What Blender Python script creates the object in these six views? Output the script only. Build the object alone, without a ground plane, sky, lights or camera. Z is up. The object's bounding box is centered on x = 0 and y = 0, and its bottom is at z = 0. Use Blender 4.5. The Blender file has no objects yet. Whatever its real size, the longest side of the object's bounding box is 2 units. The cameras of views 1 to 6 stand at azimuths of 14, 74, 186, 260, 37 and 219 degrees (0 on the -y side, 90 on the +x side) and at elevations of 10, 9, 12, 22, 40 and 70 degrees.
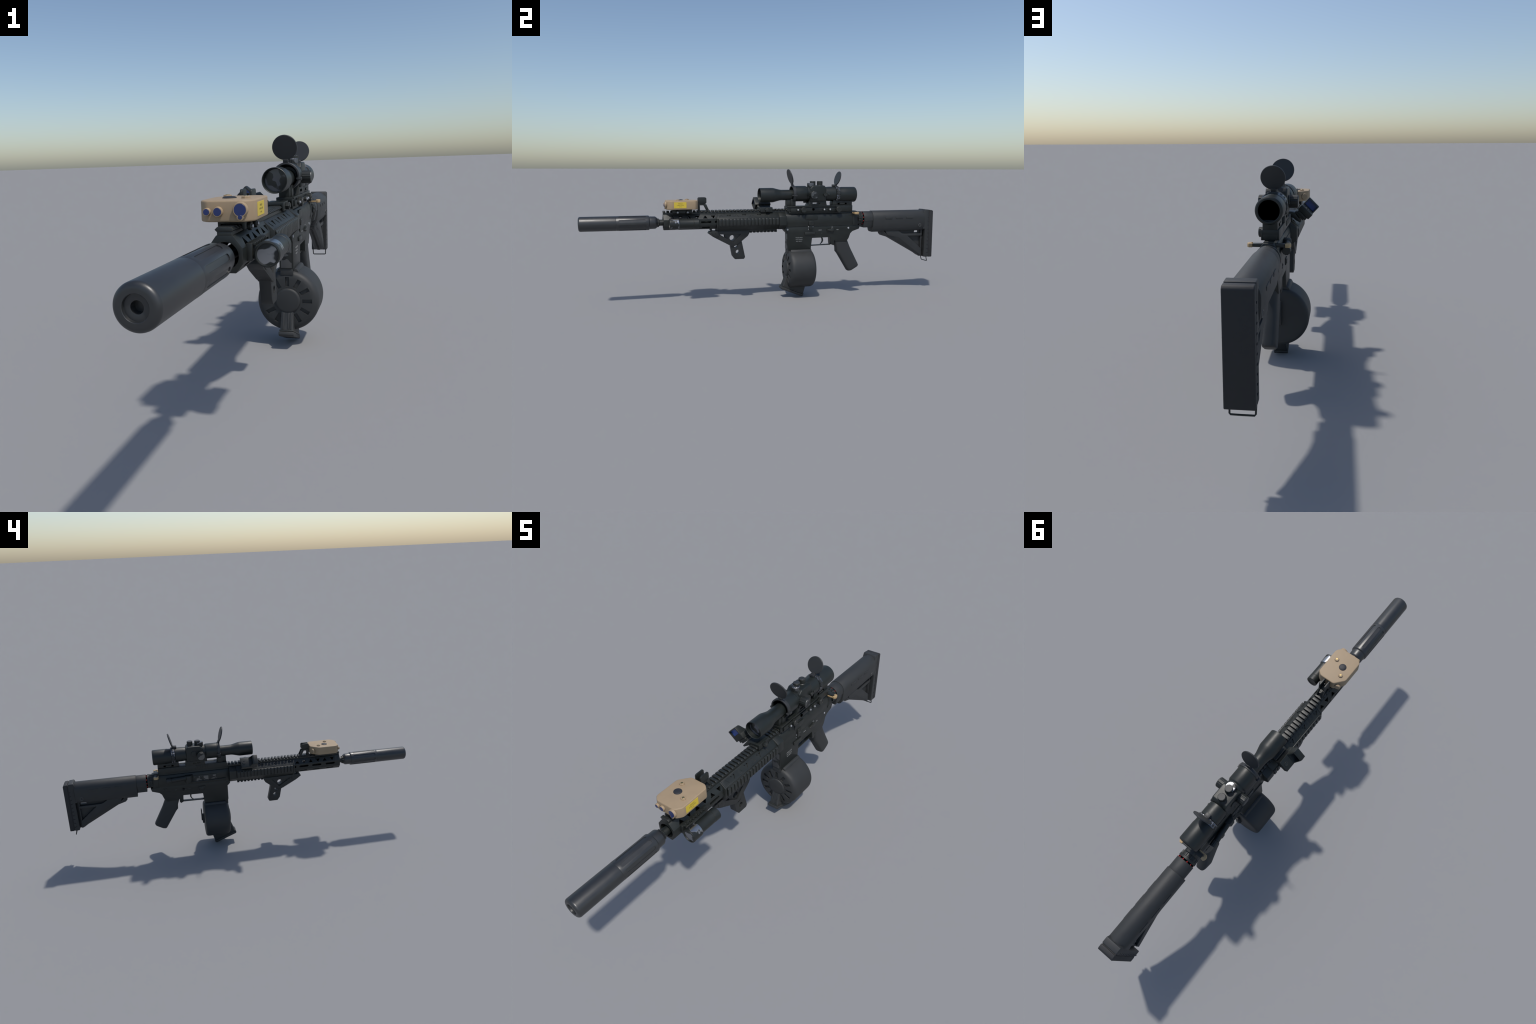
import bpy, bmesh, math, random
from mathutils import Vector, Matrix
random.seed(7)
X0 = 0.005                       # the weapon's plane of symmetry
COL = bpy.context.scene.collection

# ------------------------------------------------------------------ materials
def nd(t, typ, **kw):
    n = t.nodes.new(typ)
    for k, v in kw.items():
        if k in n.inputs.keys():
            n.inputs[k].default_value = v
        else:
            setattr(n, k, v)
    return n

def finish(name, base, rough=0.5, var=0.25, wear=None, wear_amt=0.5, metallic=0.0,
           grain=0.25, spec=0.5, coat=0.0, grain_scale=900.0, edge=0.0022):
    """Painted / moulded surface: slow mottling, fine grain, rubbed edges."""
    m = bpy.data.materials.new(name); m.use_nodes = True
    t = m.node_tree; b = t.nodes['Principled BSDF']; L = t.links.new
    co = nd(t, 'ShaderNodeTexCoord')
    n1 = nd(t, 'ShaderNodeTexNoise', Scale=22.0, Detail=5.0, Roughness=0.6)
    L(co.outputs['Object'], n1.inputs['Vector'])
    mr = nd(t, 'ShaderNodeMapRange'); L(n1.outputs['Fac'], mr.inputs['Value'])
    mr.inputs['From Min'].default_value = 0.25; mr.inputs['From Max'].default_value = 0.75
    mr.inputs['To Min'].default_value = 1 - var; mr.inputs['To Max'].default_value = 1 + var
    mul = nd(t, 'ShaderNodeMix', data_type='RGBA', blend_type='MULTIPLY')
    mul.inputs[0].default_value = 1.0
    mul.inputs[6].default_value = (*base, 1)
    L(mr.outputs['Result'], mul.inputs[7])
    col = mul.outputs[2]
    if wear:
        bev = nd(t, 'ShaderNodeBevel', samples=6); bev.inputs['Radius'].default_value = edge
        geo = nd(t, 'ShaderNodeNewGeometry')
        dot = nd(t, 'ShaderNodeVectorMath', operation='DOT_PRODUCT')
        L(bev.outputs[0], dot.inputs[0]); L(geo.outputs['Normal'], dot.inputs[1])
        er = nd(t, 'ShaderNodeMapRange'); L(dot.outputs['Value'], er.inputs['Value'])
        er.inputs['From Min'].default_value = 0.97; er.inputs['From Max'].default_value = 0.80
        n2 = nd(t, 'ShaderNodeTexNoise', Scale=70.0, Detail=6.0)
        L(co.outputs['Object'], n2.inputs['Vector'])
        nr = nd(t, 'ShaderNodeMapRange'); L(n2.outputs['Fac'], nr.inputs['Value'])
        nr.inputs['From Min'].default_value = 0.42; nr.inputs['From Max'].default_value = 0.62
        nr.inputs['To Max'].default_value = wear_amt
        mm = nd(t, 'ShaderNodeMath', operation='MULTIPLY')
        L(er.outputs['Result'], mm.inputs[0]); L(nr.outputs['Result'], mm.inputs[1])
        mx = nd(t, 'ShaderNodeMix', data_type='RGBA')
        L(mm.outputs[0], mx.inputs[0]); L(col, mx.inputs[6]); mx.inputs[7].default_value = (*wear, 1)
        col = mx.outputs[2]
    L(col, b.inputs['Base Color'])
    b.inputs['Metallic'].default_value = metallic
    b.inputs['Specular IOR Level'].default_value = spec
    b.inputs['Coat Weight'].default_value = coat
    rr = nd(t, 'ShaderNodeMapRange'); L(n1.outputs['Fac'], rr.inputs['Value'])
    rr.inputs['From Min'].default_value = 0.25; rr.inputs['From Max'].default_value = 0.75
    rr.inputs['To Min'].default_value = max(0.03, rough - 0.05); rr.inputs['To Max'].default_value = rough + 0.05
    L(rr.outputs['Result'], b.inputs['Roughness'])
    if grain:
        n3 = nd(t, 'ShaderNodeTexNoise', Scale=grain_scale, Detail=2.0)
        L(co.outputs['Object'], n3.inputs['Vector'])
        bp = nd(t, 'ShaderNodeBump', Strength=grain, Distance=0.0006)
        L(n3.outputs['Fac'], bp.inputs['Height']); L(bp.outputs['Normal'], b.inputs['Normal'])
    return m

def patchy(name, scale=24.0, thr=0.5, dark=(0.012, 0.014, 0.014), light=(0.30, 0.31, 0.34), off=(0, 0, 0),
           rough=0.33, met=1.0):
    """Bare metal showing in blotches through black paint."""
    m = bpy.data.materials.new(name); m.use_nodes = True
    t = m.node_tree; b = t.nodes['Principled BSDF']; L = t.links.new
    co = nd(t, 'ShaderNodeTexCoord'); mp = nd(t, 'ShaderNodeMapping')
    mp.inputs['Location'].default_value = off
    L(co.outputs['Object'], mp.inputs['Vector'])
    n = nd(t, 'ShaderNodeTexNoise', Scale=scale, Detail=1.6, Roughness=0.5)
    L(mp.outputs[0], n.inputs['Vector'])
    r = nd(t, 'ShaderNodeMapRange'); L(n.outputs['Fac'], r.inputs['Value'])
    r.inputs['From Min'].default_value = thr - 0.015; r.inputs['From Max'].default_value = thr + 0.015
    mx = nd(t, 'ShaderNodeMix', data_type='RGBA')
    L(r.outputs[0], mx.inputs[0]); mx.inputs[6].default_value = (*dark, 1); mx.inputs[7].default_value = (*light, 1)
    L(mx.outputs[2], b.inputs['Base Color'])
    ms = nd(t, 'ShaderNodeMath', operation='MULTIPLY'); ms.inputs[1].default_value = met
    L(r.outputs[0], ms.inputs[0]); L(ms.outputs[0], b.inputs['Metallic'])
    r2 = nd(t, 'ShaderNodeMapRange'); L(r.outputs[0], r2.inputs['Value'])
    r2.inputs['To Min'].default_value = min(0.5, rough + 0.12); r2.inputs['To Max'].default_value = rough
    L(r2.outputs[0], b.inputs['Roughness'])
    return m

BROWN = (0.10, 0.085, 0.065)
STEEL = (0.22, 0.23, 0.24)
M = {}
M['alloy'] = finish('anodised_alloy', (0.0115, 0.0142, 0.0128), 0.48, 0.20, BROWN, 0.55)
M['rail'] = finish('rail_alloy', (0.0165, 0.0190, 0.0175), 0.45, 0.22, BROWN, 0.75)
M['polymer'] = finish('dark_polymer', (0.0255, 0.0272, 0.0280), 0.60, 0.14, (0.07, 0.065, 0.055), 0.4, grain=0.35)
M['rubber'] = finish('butt_rubber', (0.019, 0.0195, 0.021), 0.68, 0.12, (0.06, 0.055, 0.045), 0.3, grain=0.3)
M['can'] = finish('suppressor_coating', (0.0205, 0.0220, 0.0235), 0.39, 0.14, (0.10, 0.095, 0.085), 0.25, grain=0.10, spec=0.72)
M['scope'] = finish('scope_satin', (0.0100, 0.0132, 0.0120), 0.47, 0.12, (0.09, 0.085, 0.07), 0.5, grain=0.12, spec=0.5)
M['cap'] = finish('cap_plastic', (0.026, 0.0275, 0.029), 0.5, 0.1, (0.07, 0.065, 0.055), 0.35)
M['grip'] = finish('foregrip_polymer', (0.0185, 0.0200, 0.0200), 0.55, 0.15, (0.07, 0.06, 0.05), 0.4)
M['tan'] = finish('tan_paint', (0.345, 0.253, 0.157), 0.58, 0.06, (0.42, 0.31, 0.19), 0.4, grain=0.2, spec=0.4)
M['tan_dark'] = finish('tan_latch', (0.42, 0.29, 0.145), 0.5, 0.06, None)
M['button'] = finish('rubber_button', (0.020, 0.021, 0.025), 0.6, 0.1, None)
M['yellow'] = finish('yellow_label', (0.63, 0.465, 0.045), 0.5, 0.05, None, grain=0.0)
M['ink'] = finish('label_ink', (0.13, 0.105, 0.025), 0.6, 0.05, None, grain=0.0)
M['white'] = finish('white_marking', (0.24, 0.245, 0.245), 0.6, 0.25, None, grain=0.0)
M['blue'] = finish('blue_coated_lens', (0.019, 0.033, 0.128), 0.35, 0.05, None, grain=0.0)
M['glass'] = finish('sight_window_blue', (0.040, 0.085, 0.30), 0.25, 0.03, None, grain=0.0)
M['red'] = finish('red_dots', (0.44, 0.014, 0.014), 0.35, 0.05, None, grain=0.0)
M['pin'] = finish('pin_steel', (0.42, 0.43, 0.45), 0.35, 0.1, None, metallic=0.6, grain=0.0)
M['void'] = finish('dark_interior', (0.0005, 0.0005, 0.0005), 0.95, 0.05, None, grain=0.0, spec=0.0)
M['screw'] = finish('brass_screw', (0.45, 0.34, 0.16), 0.28, 0.05, None, metallic=0.9, grain=0.0)
M['camo'] = patchy('worn_bare_metal', 38.0, 0.485, light=(0.155, 0.158, 0.158), rough=0.45)
M['camo_ring'] = patchy('ring_bare_metal', 17.0, 0.47, light=(0.20, 0.205, 0.22), off=(0.3, 0.1, 0.2), rough=0.38)
M['ring_paint'] = finish('rubbed_ring', (0.075, 0.078, 0.078), 0.45, 0.4, None)
M['camo_lens'] = patchy('blotched_lens', 27.0, 0.49, light=(0.088, 0.091, 0.103), off=(0.02, 0, 0.023), met=0.0, rough=0.18)
M['camo_flash'] = patchy('blotched_flashlight_lens', 15.0, 0.47, light=(0.078, 0.081, 0.090), off=(0.31, 0, 0.03), met=0.0, rough=0.18)
M['camo_bezel'] = patchy('blotched_bezel', 24.0, 0.50, light=(0.34, 0.35, 0.37), off=(0.2, 0.05, 0.03), rough=0.30)

# ------------------------------------------------------------------ mesh helpers
ROOT = bpy.data.objects.new('assault_rifle', None)
ROOT.empty_display_size = 0.1
COL.objects.link(ROOT)
ROOT['label'] = 'black scoped rifle with suppressor, drum magazine and tan laser'
ROOT['category'] = 'rifle'

def emit(name, bm, mat, parent=None, sharp=32, loc=None):
    bmesh.ops.recalc_face_normals(bm, faces=bm.faces[:])
    me = bpy.data.meshes.new(name); bm.to_mesh(me); bm.free()
    for p in me.polygons: p.use_smooth = True
    me.set_sharp_from_angle(angle=math.radians(sharp))
    me.materials.append(M[mat])
    o = bpy.data.objects.new(name, me); COL.objects.link(o)
    o.parent = parent or ROOT
    if loc: o.location = loc
    return o

def axmap(axis):
    return {'x': lambda a, b, t: (t, a, b),      # profile (y, z)
            'y': lambda a, b, t: (a, t, b),      # profile (x, z)
            'z': lambda a, b, t: (a, b, t)}[axis]  # profile (x, y)

def bevel_sharp(bm, w, segs=1, ang=28):
    if w <= 0: return
    es = [e for e in bm.edges if len(e.link_faces) == 2 and e.calc_face_angle(0) > math.radians(ang)]
    bmesh.ops.bevel(bm, geom=es, offset=w, segments=segs, profile=0.5, affect='EDGES', clamp_overlap=True)

def prism(axis, pts, lo, hi, bev=0.0012, segs=2, into=None, taper=1.0):
    bm = bmesh.new(); f = axmap(axis)
    n = len(pts); ca = sum(p[0] for p in pts) / n; cb = sum(p[1] for p in pts) / n
    A = [bm.verts.new(f(a, b, lo)) for a, b in pts]
    B = [bm.verts.new(f(ca + (a - ca) * taper, cb + (b - cb) * taper, hi)) for a, b in pts]
    bm.faces.new(A); bm.faces.new(B[::-1])
    for i in range(n):
        j = (i + 1) % n
        bm.faces.new((A[i], B[i], B[j], A[j]))
    bmesh.ops.recalc_face_normals(bm, faces=bm.faces[:])
    bevel_sharp(bm, bev, segs)
    return merge(into, bm)

def merge(into, bm):
    if into is None: return bm
    me = bpy.data.meshes.new('tmp'); bm.to_mesh(me); bm.free()
    into.from_mesh(me); bpy.data.meshes.remove(me)
    return into

def xform(bm, mat):
    bmesh.ops.transform(bm, matrix=mat, verts=bm.verts[:]); return bm

def box(x0, x1, y0, y1, z0, z1, bev=0.0012, segs=2, into=None):
    return prism('z', [(x0, y0), (x1, y0), (x1, y1), (x0, y1)], z0, z1, bev, segs, into)

def frame(origin, d):
    d = Vector(d).normalized()
    return Matrix.Translation(origin) @ d.to_track_quat('Z', 'Y').to_matrix().to_4x4()

def lathe(prof, origin, d, segs=48, into=None, scal=None):
    """Turn (t, r) pairs about direction d through origin; optional scal(i, k) radius factor."""
    bm = bmesh.new(); rings = []
    for k, (t, r) in enumerate(prof):
        if r < 1e-6: rings.append([bm.verts.new((0, 0, t))]); continue
        rings.append([bm.verts.new((r * (scal(i, k) if scal else 1) * math.cos(2 * math.pi * i / segs),
                                    r * (scal(i, k) if scal else 1) * math.sin(2 * math.pi * i / segs), t)) for i in range(segs)])
    for a, b in zip(rings, rings[1:]):
        for i in range(segs):
            j = (i + 1) % segs
            if len(a) == 1 and len(b) == 1: continue
            if len(a) == 1: bm.faces.new((a[0], b[i], b[j]))
            elif len(b) == 1: bm.faces.new((a[i], b[0], a[j]))
            else: bm.faces.new((a[i], b[i], b[j], a[j]))
    if len(rings[0]) > 2 and len(rings[-1]) > 2:      # both ends open: close the section into a ring
        a, b = rings[-1], rings[0]
        for i in range(segs):
            j = (i + 1) % segs; bm.faces.new((a[i], b[i], b[j], a[j]))
    bmesh.ops.recalc_face_normals(bm, faces=bm.faces[:])
    xform(bm, frame(origin, d))
    return merge(into, bm)

def disc(origin, d, r, h, bev=0.001, segs=32, into=None):
    b = min(bev, h * 0.45, r * 0.4)
    return lathe([(0, 0), (0, r - b), (b, r), (h - b, r), (h, r - b), (h, 0)], origin, d, segs, into)

def knurl(origin, d, r, h, teeth=18, depth=0.10, bev=0.0015, into=None):
    s = lambda i, k: 1 - (depth if (i % 4) < 2 and 0 < k < 5 else 0)
    return lathe([(0, 0), (0, r * .92), (bev, r), (h - bev, r), (h, r * .92), (h, 0)], origin, d, teeth * 4, into, s)

def sweep(pts, r, segs=10, into=None):
    bm = bmesh.new(); P = [Vector(p) for p in pts]; rings = []
    for i, p in enumerate(P):
        d = (P[min(i + 1, len(P) - 1)] - P[max(i - 1, 0)]).normalized()
        m = frame(p, d)
        rings.append([bm.verts.new(m @ Vector((r * math.cos(2 * math.pi * k / segs), r * math.sin(2 * math.pi * k / segs), 0))) for k in range(segs)])
    for a, b in zip(rings, rings[1:]):
        # align ring starts
        off = min(range(segs), key=lambda o: sum((a[k].co - b[(k + o) % segs].co).length for k in range(segs)))
        b[:] = b[off:] + b[:off]
        for i in range(segs):
            j = (i + 1) % segs; bm.faces.new((a[i], b[i], b[j], a[j]))
    bm.faces.new(rings[0]); bm.faces.new(rings[-1])
    return merge(into, bm)

def cut(o, cutter, sharp=32, self_hit=False, bev=0.0):
    me = bpy.data.meshes.new('cutter'); bmesh.ops.recalc_face_normals(cutter, faces=cutter.faces[:])
    cutter.to_mesh(me); cutter.free()
    c = bpy.data.objects.new('cutter', me); COL.objects.link(c)
    md = o.modifiers.new('cut', 'BOOLEAN'); md.operation = 'DIFFERENCE'; md.solver = 'EXACT'
    md.object = c; md.use_self = self_hit
    dg = bpy.context.evaluated_depsgraph_get(); dg.update()
    new = bpy.data.meshes.new_from_object(o.evaluated_get(dg), depsgraph=dg)
    old = o.data; o.modifiers.clear(); o.data = new; new.name = o.name
    bpy.data.meshes.remove(old); bpy.data.objects.remove(c); bpy.data.meshes.remove(me)
    for p in new.polygons: p.use_smooth = True
    new.set_sharp_from_angle(angle=math.radians(sharp))
    return o

def repeat(o, places, name=None):
    """Copies of o sharing its mesh, one per location (first keeps o)."""
    o.location = places[0]
    for p in places[1:]:
        c = o.copy(); c.location = p; COL.objects.link(c)
    return o

def circ(cx, cy, r, n=28, a0=0.0, a1=360.0):
    full = abs(a1 - a0) >= 360
    return [(cx + r * math.cos(math.radians(a0 + (a1 - a0) * i / (n if full else n - 1))),
             cy + r * math.sin(math.radians(a0 + (a1 - a0) * i / (n if full else n - 1)))) for i in range(n)]

def rrect(a0, a1, b0, b1, r, n=5):
    P = []
    for cx, cy, s in ((a1 - r, b1 - r, 0), (a0 + r, b1 - r, 90), (a0 + r, b0 + r, 180), (a1 - r, b0 + r, 270)):
        P += circ(cx, cy, r, n, s, s + 90)
    return P

def round_poly(P, r, n=4):
    out = []
    for i, p in enumerate(P):
        p = Vector(p); a = (Vector(P[i - 1]) - p).normalized(); b = (Vector(P[(i + 1) % len(P)]) - p).normalized()
        for k in range(n + 1):
            t = k / n; q = (p + a * r) * (1 - t) ** 2 + p * 2 * t * (1 - t) + (p + b * r) * t ** 2
            out.append((q.x, q.y))
    return out

def sym(half):
    """Mirror a right-hand (dx, z) outline about the weapon's plane."""
    return [(X0 + a, b) for a, b in half] + [(X0 - a, b) for a, b in reversed(half) if a > 1e-6]

def lettering(text, size, mat, parent, origin, right, up, name, extrude=0.0004):
    cu = bpy.data.curves.new(name, 'FONT'); cu.body = text; cu.size = size
    cu.align_x = 'CENTER'; cu.align_y = 'CENTER'; cu.extrude = extrude
    ob = bpy.data.objects.new(name, cu); COL.objects.link(ob)
    r = Vector(right).normalized(); u = Vector(up).normalized(); n = r.cross(u)
    dg = bpy.context.evaluated_depsgraph_get(); dg.update()
    me = bpy.data.meshes.new_from_object(ob.evaluated_get(dg), depsgraph=dg)
    bpy.data.objects.remove(ob)
    m = Matrix(((r.x, u.x, n.x, origin[0]), (r.y, u.y, n.y, origin[1]), (r.z, u.z, n.z, origin[2]), (0, 0, 0, 1)))
    me.transform(m); me.materials.clear(); me.materials.append(M[mat]); me.name = name
    o = bpy.data.objects.new(name, me); COL.objects.link(o); o.parent = parent
    return o

# ------------------------------------------------------------------ suppressor + barrel
ZB = 0.4370
def build_suppressor():
    R = 0.0377; ZB = 0.4382
    pr = [(0.020, 0), (0.020, 0.0098), (0.0062, 0.0102), (0.0058, 0.0112), (0.0058, 0.0200), (0.0006, 0.0207), (0.0, 0.0214)]
    pr += [(0.0095 - 0.0095 * math.sin(math.radians(a)), R - 0.0105 + 0.0105 * math.sin(math.radians(90 - a)) * 0 + 0.0105 * (1 - math.cos(math.radians(90 - a))) * 0 + 0.0105 * math.cos(math.radians(a))) for a in (90, 72, 54, 36, 18, 0)]
    pr += [(.1825, R), (.1835, R - 0.0006), (.1850, R - 0.0006), (.1870, R + 0.0002), (0.344, R + 0.0002), (0.3465, R - 0.0006),
           (0.3490, 0.0340), (0.3505, 0.0330), (0.378, 0.0322), (0.3805, 0.0312), (0.389, 0.0245), (0.389, 0)]
    o = emit('suppressor', lathe(pr, (X0 + 0.001, -1.0, ZB), (0, 1, 0), 96), 'can')
    c = bmesh.new()
    for k in range(9):
        a = math.radians(21.3 + 40 * k)
        n = Vector((math.cos(a), 0, math.sin(a))); tn = Vector((-math.sin(a), 0, math.cos(a)))
        # stadium-shaped flute lying along the barrel
        w, y0, y1 = 0.0072, -0.803, -0.668
        prof = [(y0 + w + w * math.cos(math.radians(t)), w * math.sin(math.radians(t))) for t in range(90, 271, 30)] + \
               [(y1 - w + w * math.cos(math.radians(t)), w * math.sin(math.radians(t))) for t in range(-90, 91, 30)]
        bm = bmesh.new()
        A = [bm.verts.new(Vector((X0 + .001, 0, ZB)) + n * 0.0356 + tn * v + Vector((0, u, 0))) for u, v in prof]
        B = [bm.verts.new(Vector((X0 + .001, 0, ZB)) + n * 0.0450 + tn * v + Vector((0, u, 0))) for u, v in prof]
        bm.faces.new(A); bm.faces.new(B[::-1])
        for i in range(len(A)):
            j = (i + 1) % len(A); bm.faces.new((A[i], B[i], B[j], A[j]))
        bmesh.ops.recalc_face_normals(bm, faces=bm.faces[:])
        merge(c, bm)
    cut(o, c, 25)
    return o

def build_barrel():
    b = emit('barrel', lathe([(0, 0), (0, .0155), (0.001, .0162), (0.32, .0162), (0.32, 0)], (X0, -0.612, ZB), (0, 1, 0), 40), 'alloy')
    s = lambda i, k: 1 - (0.07 if (i % 6) < 3 and k in (1, 2) else 0)
    nut = lathe([(0, 0), (0, .0225), (0.009, .0222), (0.0105, .0178), (0.014, .0172), (0.014, 0)], (X0, -0.612, ZB), (0, 1, 0), 72, None, s)
    emit('barrel_nut', nut, 'alloy', b)

# ------------------------------------------------------------------ rails
PITCH = 0.0197
def tooth(w=0.0118):
    p = [(-.0165, -.0105), (-.0208, -.0062), (-.0208, -.0052), (-.0150, 0), (.0150, 0), (.0208, -.0052), (.0208, -.0062), (.0165, -.0105)]
    return prism('y', p, -w / 2, w / 2, 0.0012, 2)

def build_handguard():
    hg = emit('handguard', prism('y', sym([(.0185, .4800), (.0228, .4745), (.0385, .4530), (.0385, .4195), (.0225, .3992)]), -0.5805, -0.298, 0.0012), 'alloy')
    c = disc((X0, -0.70, 0.4365), (0, 1, 0), 0.0298, 0.45, 0, 48)
    # triangular windows on both upper chamfers, slots on sides and lower chamfers
    def on_face(p, q, y, shape, depth0, depth1, side):
        """Outline given in (along y, up the face) pushed through the face from p (low) to q (high)."""
        p = Vector(p); q = Vector(q); u = (q - p).normalized(); n = Vector((u.y, -u.x)); mid = (p + q) / 2
        bm = bmesh.new(); V = []
        for d in (depth0, depth1):
            V.append([])
            for a, b in shape:
                g = mid + u * b + n * d
                V[-1].append(bm.verts.new((X0 + side * g.x, y + a, g.y)))
        A, B = V; bm.faces.new(A); bm.faces.new(B[::-1])
        for i in range(len(A)):
            j = (i + 1) % len(A); bm.faces.new((A[i], B[i], B[j], A[j]))
        bmesh.ops.recalc_face_normals(bm, faces=bm.faces[:]); return bm
    tri = lambda s: [(-.0125, -.0085 * s), (.0125, -.0085 * s), (0.001, .0090 * s), (-.001, .0090 * s)]
    for side, ups, dns in ((1, (-.3634, -.449, -.535), (-.3215, -.406, -.492)), (-1, (-.3215, -.403, -.488), (-.362, -.446, -.532))):
        for y in ups: merge(c, on_face((.0385, .4530), (.0228, .4745), y, tri(1), -0.016, 0.006, side))
        for y in dns: merge(c, on_face((.0385, .4530), (.0228, .4745), y, tri(-1), -0.016, 0.006, side))
        slot = lambda L, h: [(-L / 2 + h / 2 + h / 2 * math.cos(math.radians(a)), h / 2 * math.sin(math.radians(a))) for a in range(90, 271, 30)] + \
                            [(L / 2 - h / 2 + h / 2 * math.cos(math.radians(a)), h / 2 * math.sin(math.radians(a))) for a in range(-90, 91, 30)]
        for y in (-.360, -.4376, -.520):
            merge(c, on_face((.0385, .4195), (.0385, .4530), y, [(a, b + .002) for a, b in slot(.0555, .0118)], -0.013, 0.006, side))
            merge(c, on_face((.0225, .3992), (.0385, .4195), y, slot(.044, .0085), -0.016, 0.006, side))
        merge(c, on_face((.0385, .4195), (.0385, .4530), -.3075, [(a, b + .002) for a, b in slot(.013, .0115)], -0.013, 0.006, side))
    cut(hg, c, 30, True)
    # collar and rear half
    oct2 = lambda w, t, b, e=0: sym([(.0190 + e, t), (w, .4555), (w, .4125), (.0225 + e, b)])
    ring = emit('handguard_collar', prism('y', oct2(.0475, .4790, .3860, .001), -0.3035, -0.2965, 0.0016), 'rail', hg)
    rear = emit('handguard_rear', prism('y', oct2(.0448, .4785, .3880), -0.297, 0.0405, 0.0012), 'alloy', hg)
    c = bmesh.new()
    for side in (1, -1):
        for k in range(7):
            y = -0.2785 + 0.0418 * k
            s = 1 if (k % 2 == 0) == (side == 1) else -1
            merge(c, on_face((.0448, .4555), (.0190, .4785), y, tri(s), -0.0012 if s > 0 else -0.0026, 0.004, side))
    cut(rear, c, 30)
    dots = bmesh.new()   # small black chips at the corners of the downward triangles
    for side in (1, -1):
        for k in range(7):
            y = -0.2785 + 0.0418 * k
            if (k % 2 == 0) == (side == 1): continue
            for q in (-1, 1):
                merge(dots, on_face((.0448, .4555), (.0190, .4785), y, [(q * .0110, .0082), (q * .0050, .0082), (q * .0068, .0030)], -0.0027, -0.0021, side))
    emit('vent_dark_chip', dots, 'void', rear)
    emit('handguard_nut', prism('y', sym([(.0195, .4785), (.0495, .4580), (.0500, .4110), (.0235, .3868)]), 0.0405, 0.0815, 0.0020), 'alloy', hg)
    # top rail
    top = emit('top_rail', prism('y', sym([(.0163, .4880), (.0163, .4740)]), -0.5803, 0.0815, 0.0008), 'rail', hg)
    n = int((0.077 + 0.576) / PITCH) + 1
    t = emit('rail_tooth', tooth(), 'rail', top)
    repeat(t, [(X0, -0.5750 + PITCH * i, 0.4980) for i in range(n)])
    # side rails with rubbed ladder ribs, bottom rail
    for side in (1, -1):
        lo, hi = sorted((X0 + side * 0.0440, X0 + side * 0.0490))
        r = emit('side_rail', box(lo, hi, -0.2885, 0.0385, 0.4145, 0.4515, 0.001), 'rail', hg)
        emit('rail_bead', box(*sorted((X0 + side * .0440, X0 + side * .0480)), -.2885, .0385, .4510, .4552, .0012), 'rail', r)
        rib = emit('rail_rib', prism('y', [(0, .4130 - .4325), (.0030, .4125 - .4325), (.0062, .4165 - .4325), (.0072, .4205 - .4325), (.0072, .4450 - .4325), (.0062, .4490 - .4325), (.0030, .4530 - .4325), (0, .4525 - .4325)] if side > 0 else
                               [(0, .4525 - .4325), (-.0030, .4530 - .4325), (-.0062, .4490 - .4325), (-.0072, .4450 - .4325), (-.0072, .4205 - .4325), (-.0062, .4165 - .4325), (-.0030, .4125 - .4325), (0, .4130 - .4325)],
                               -.0072, .0072, .0020, 3), 'rail', r)
        repeat(rib, [(X0 + side * 0.0465, 0.0290 - 0.0197 * i, 0.4325) for i in range(17)])
    br = emit('bottom_rail', box(X0 - .0165, X0 + .0165, -0.290, 0.0350, 0.3785, 0.3885, 0.001), 'rail', hg)
    bt = emit('bottom_rail_tooth', xform(tooth(0.0112), Matrix.Rotation(math.pi, 4, 'Y')), 'rail', br)
    repeat(bt, [(X0, 0.0288 - 0.0202 * i, 0.3715) for i in range(16)])
    return hg

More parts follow.
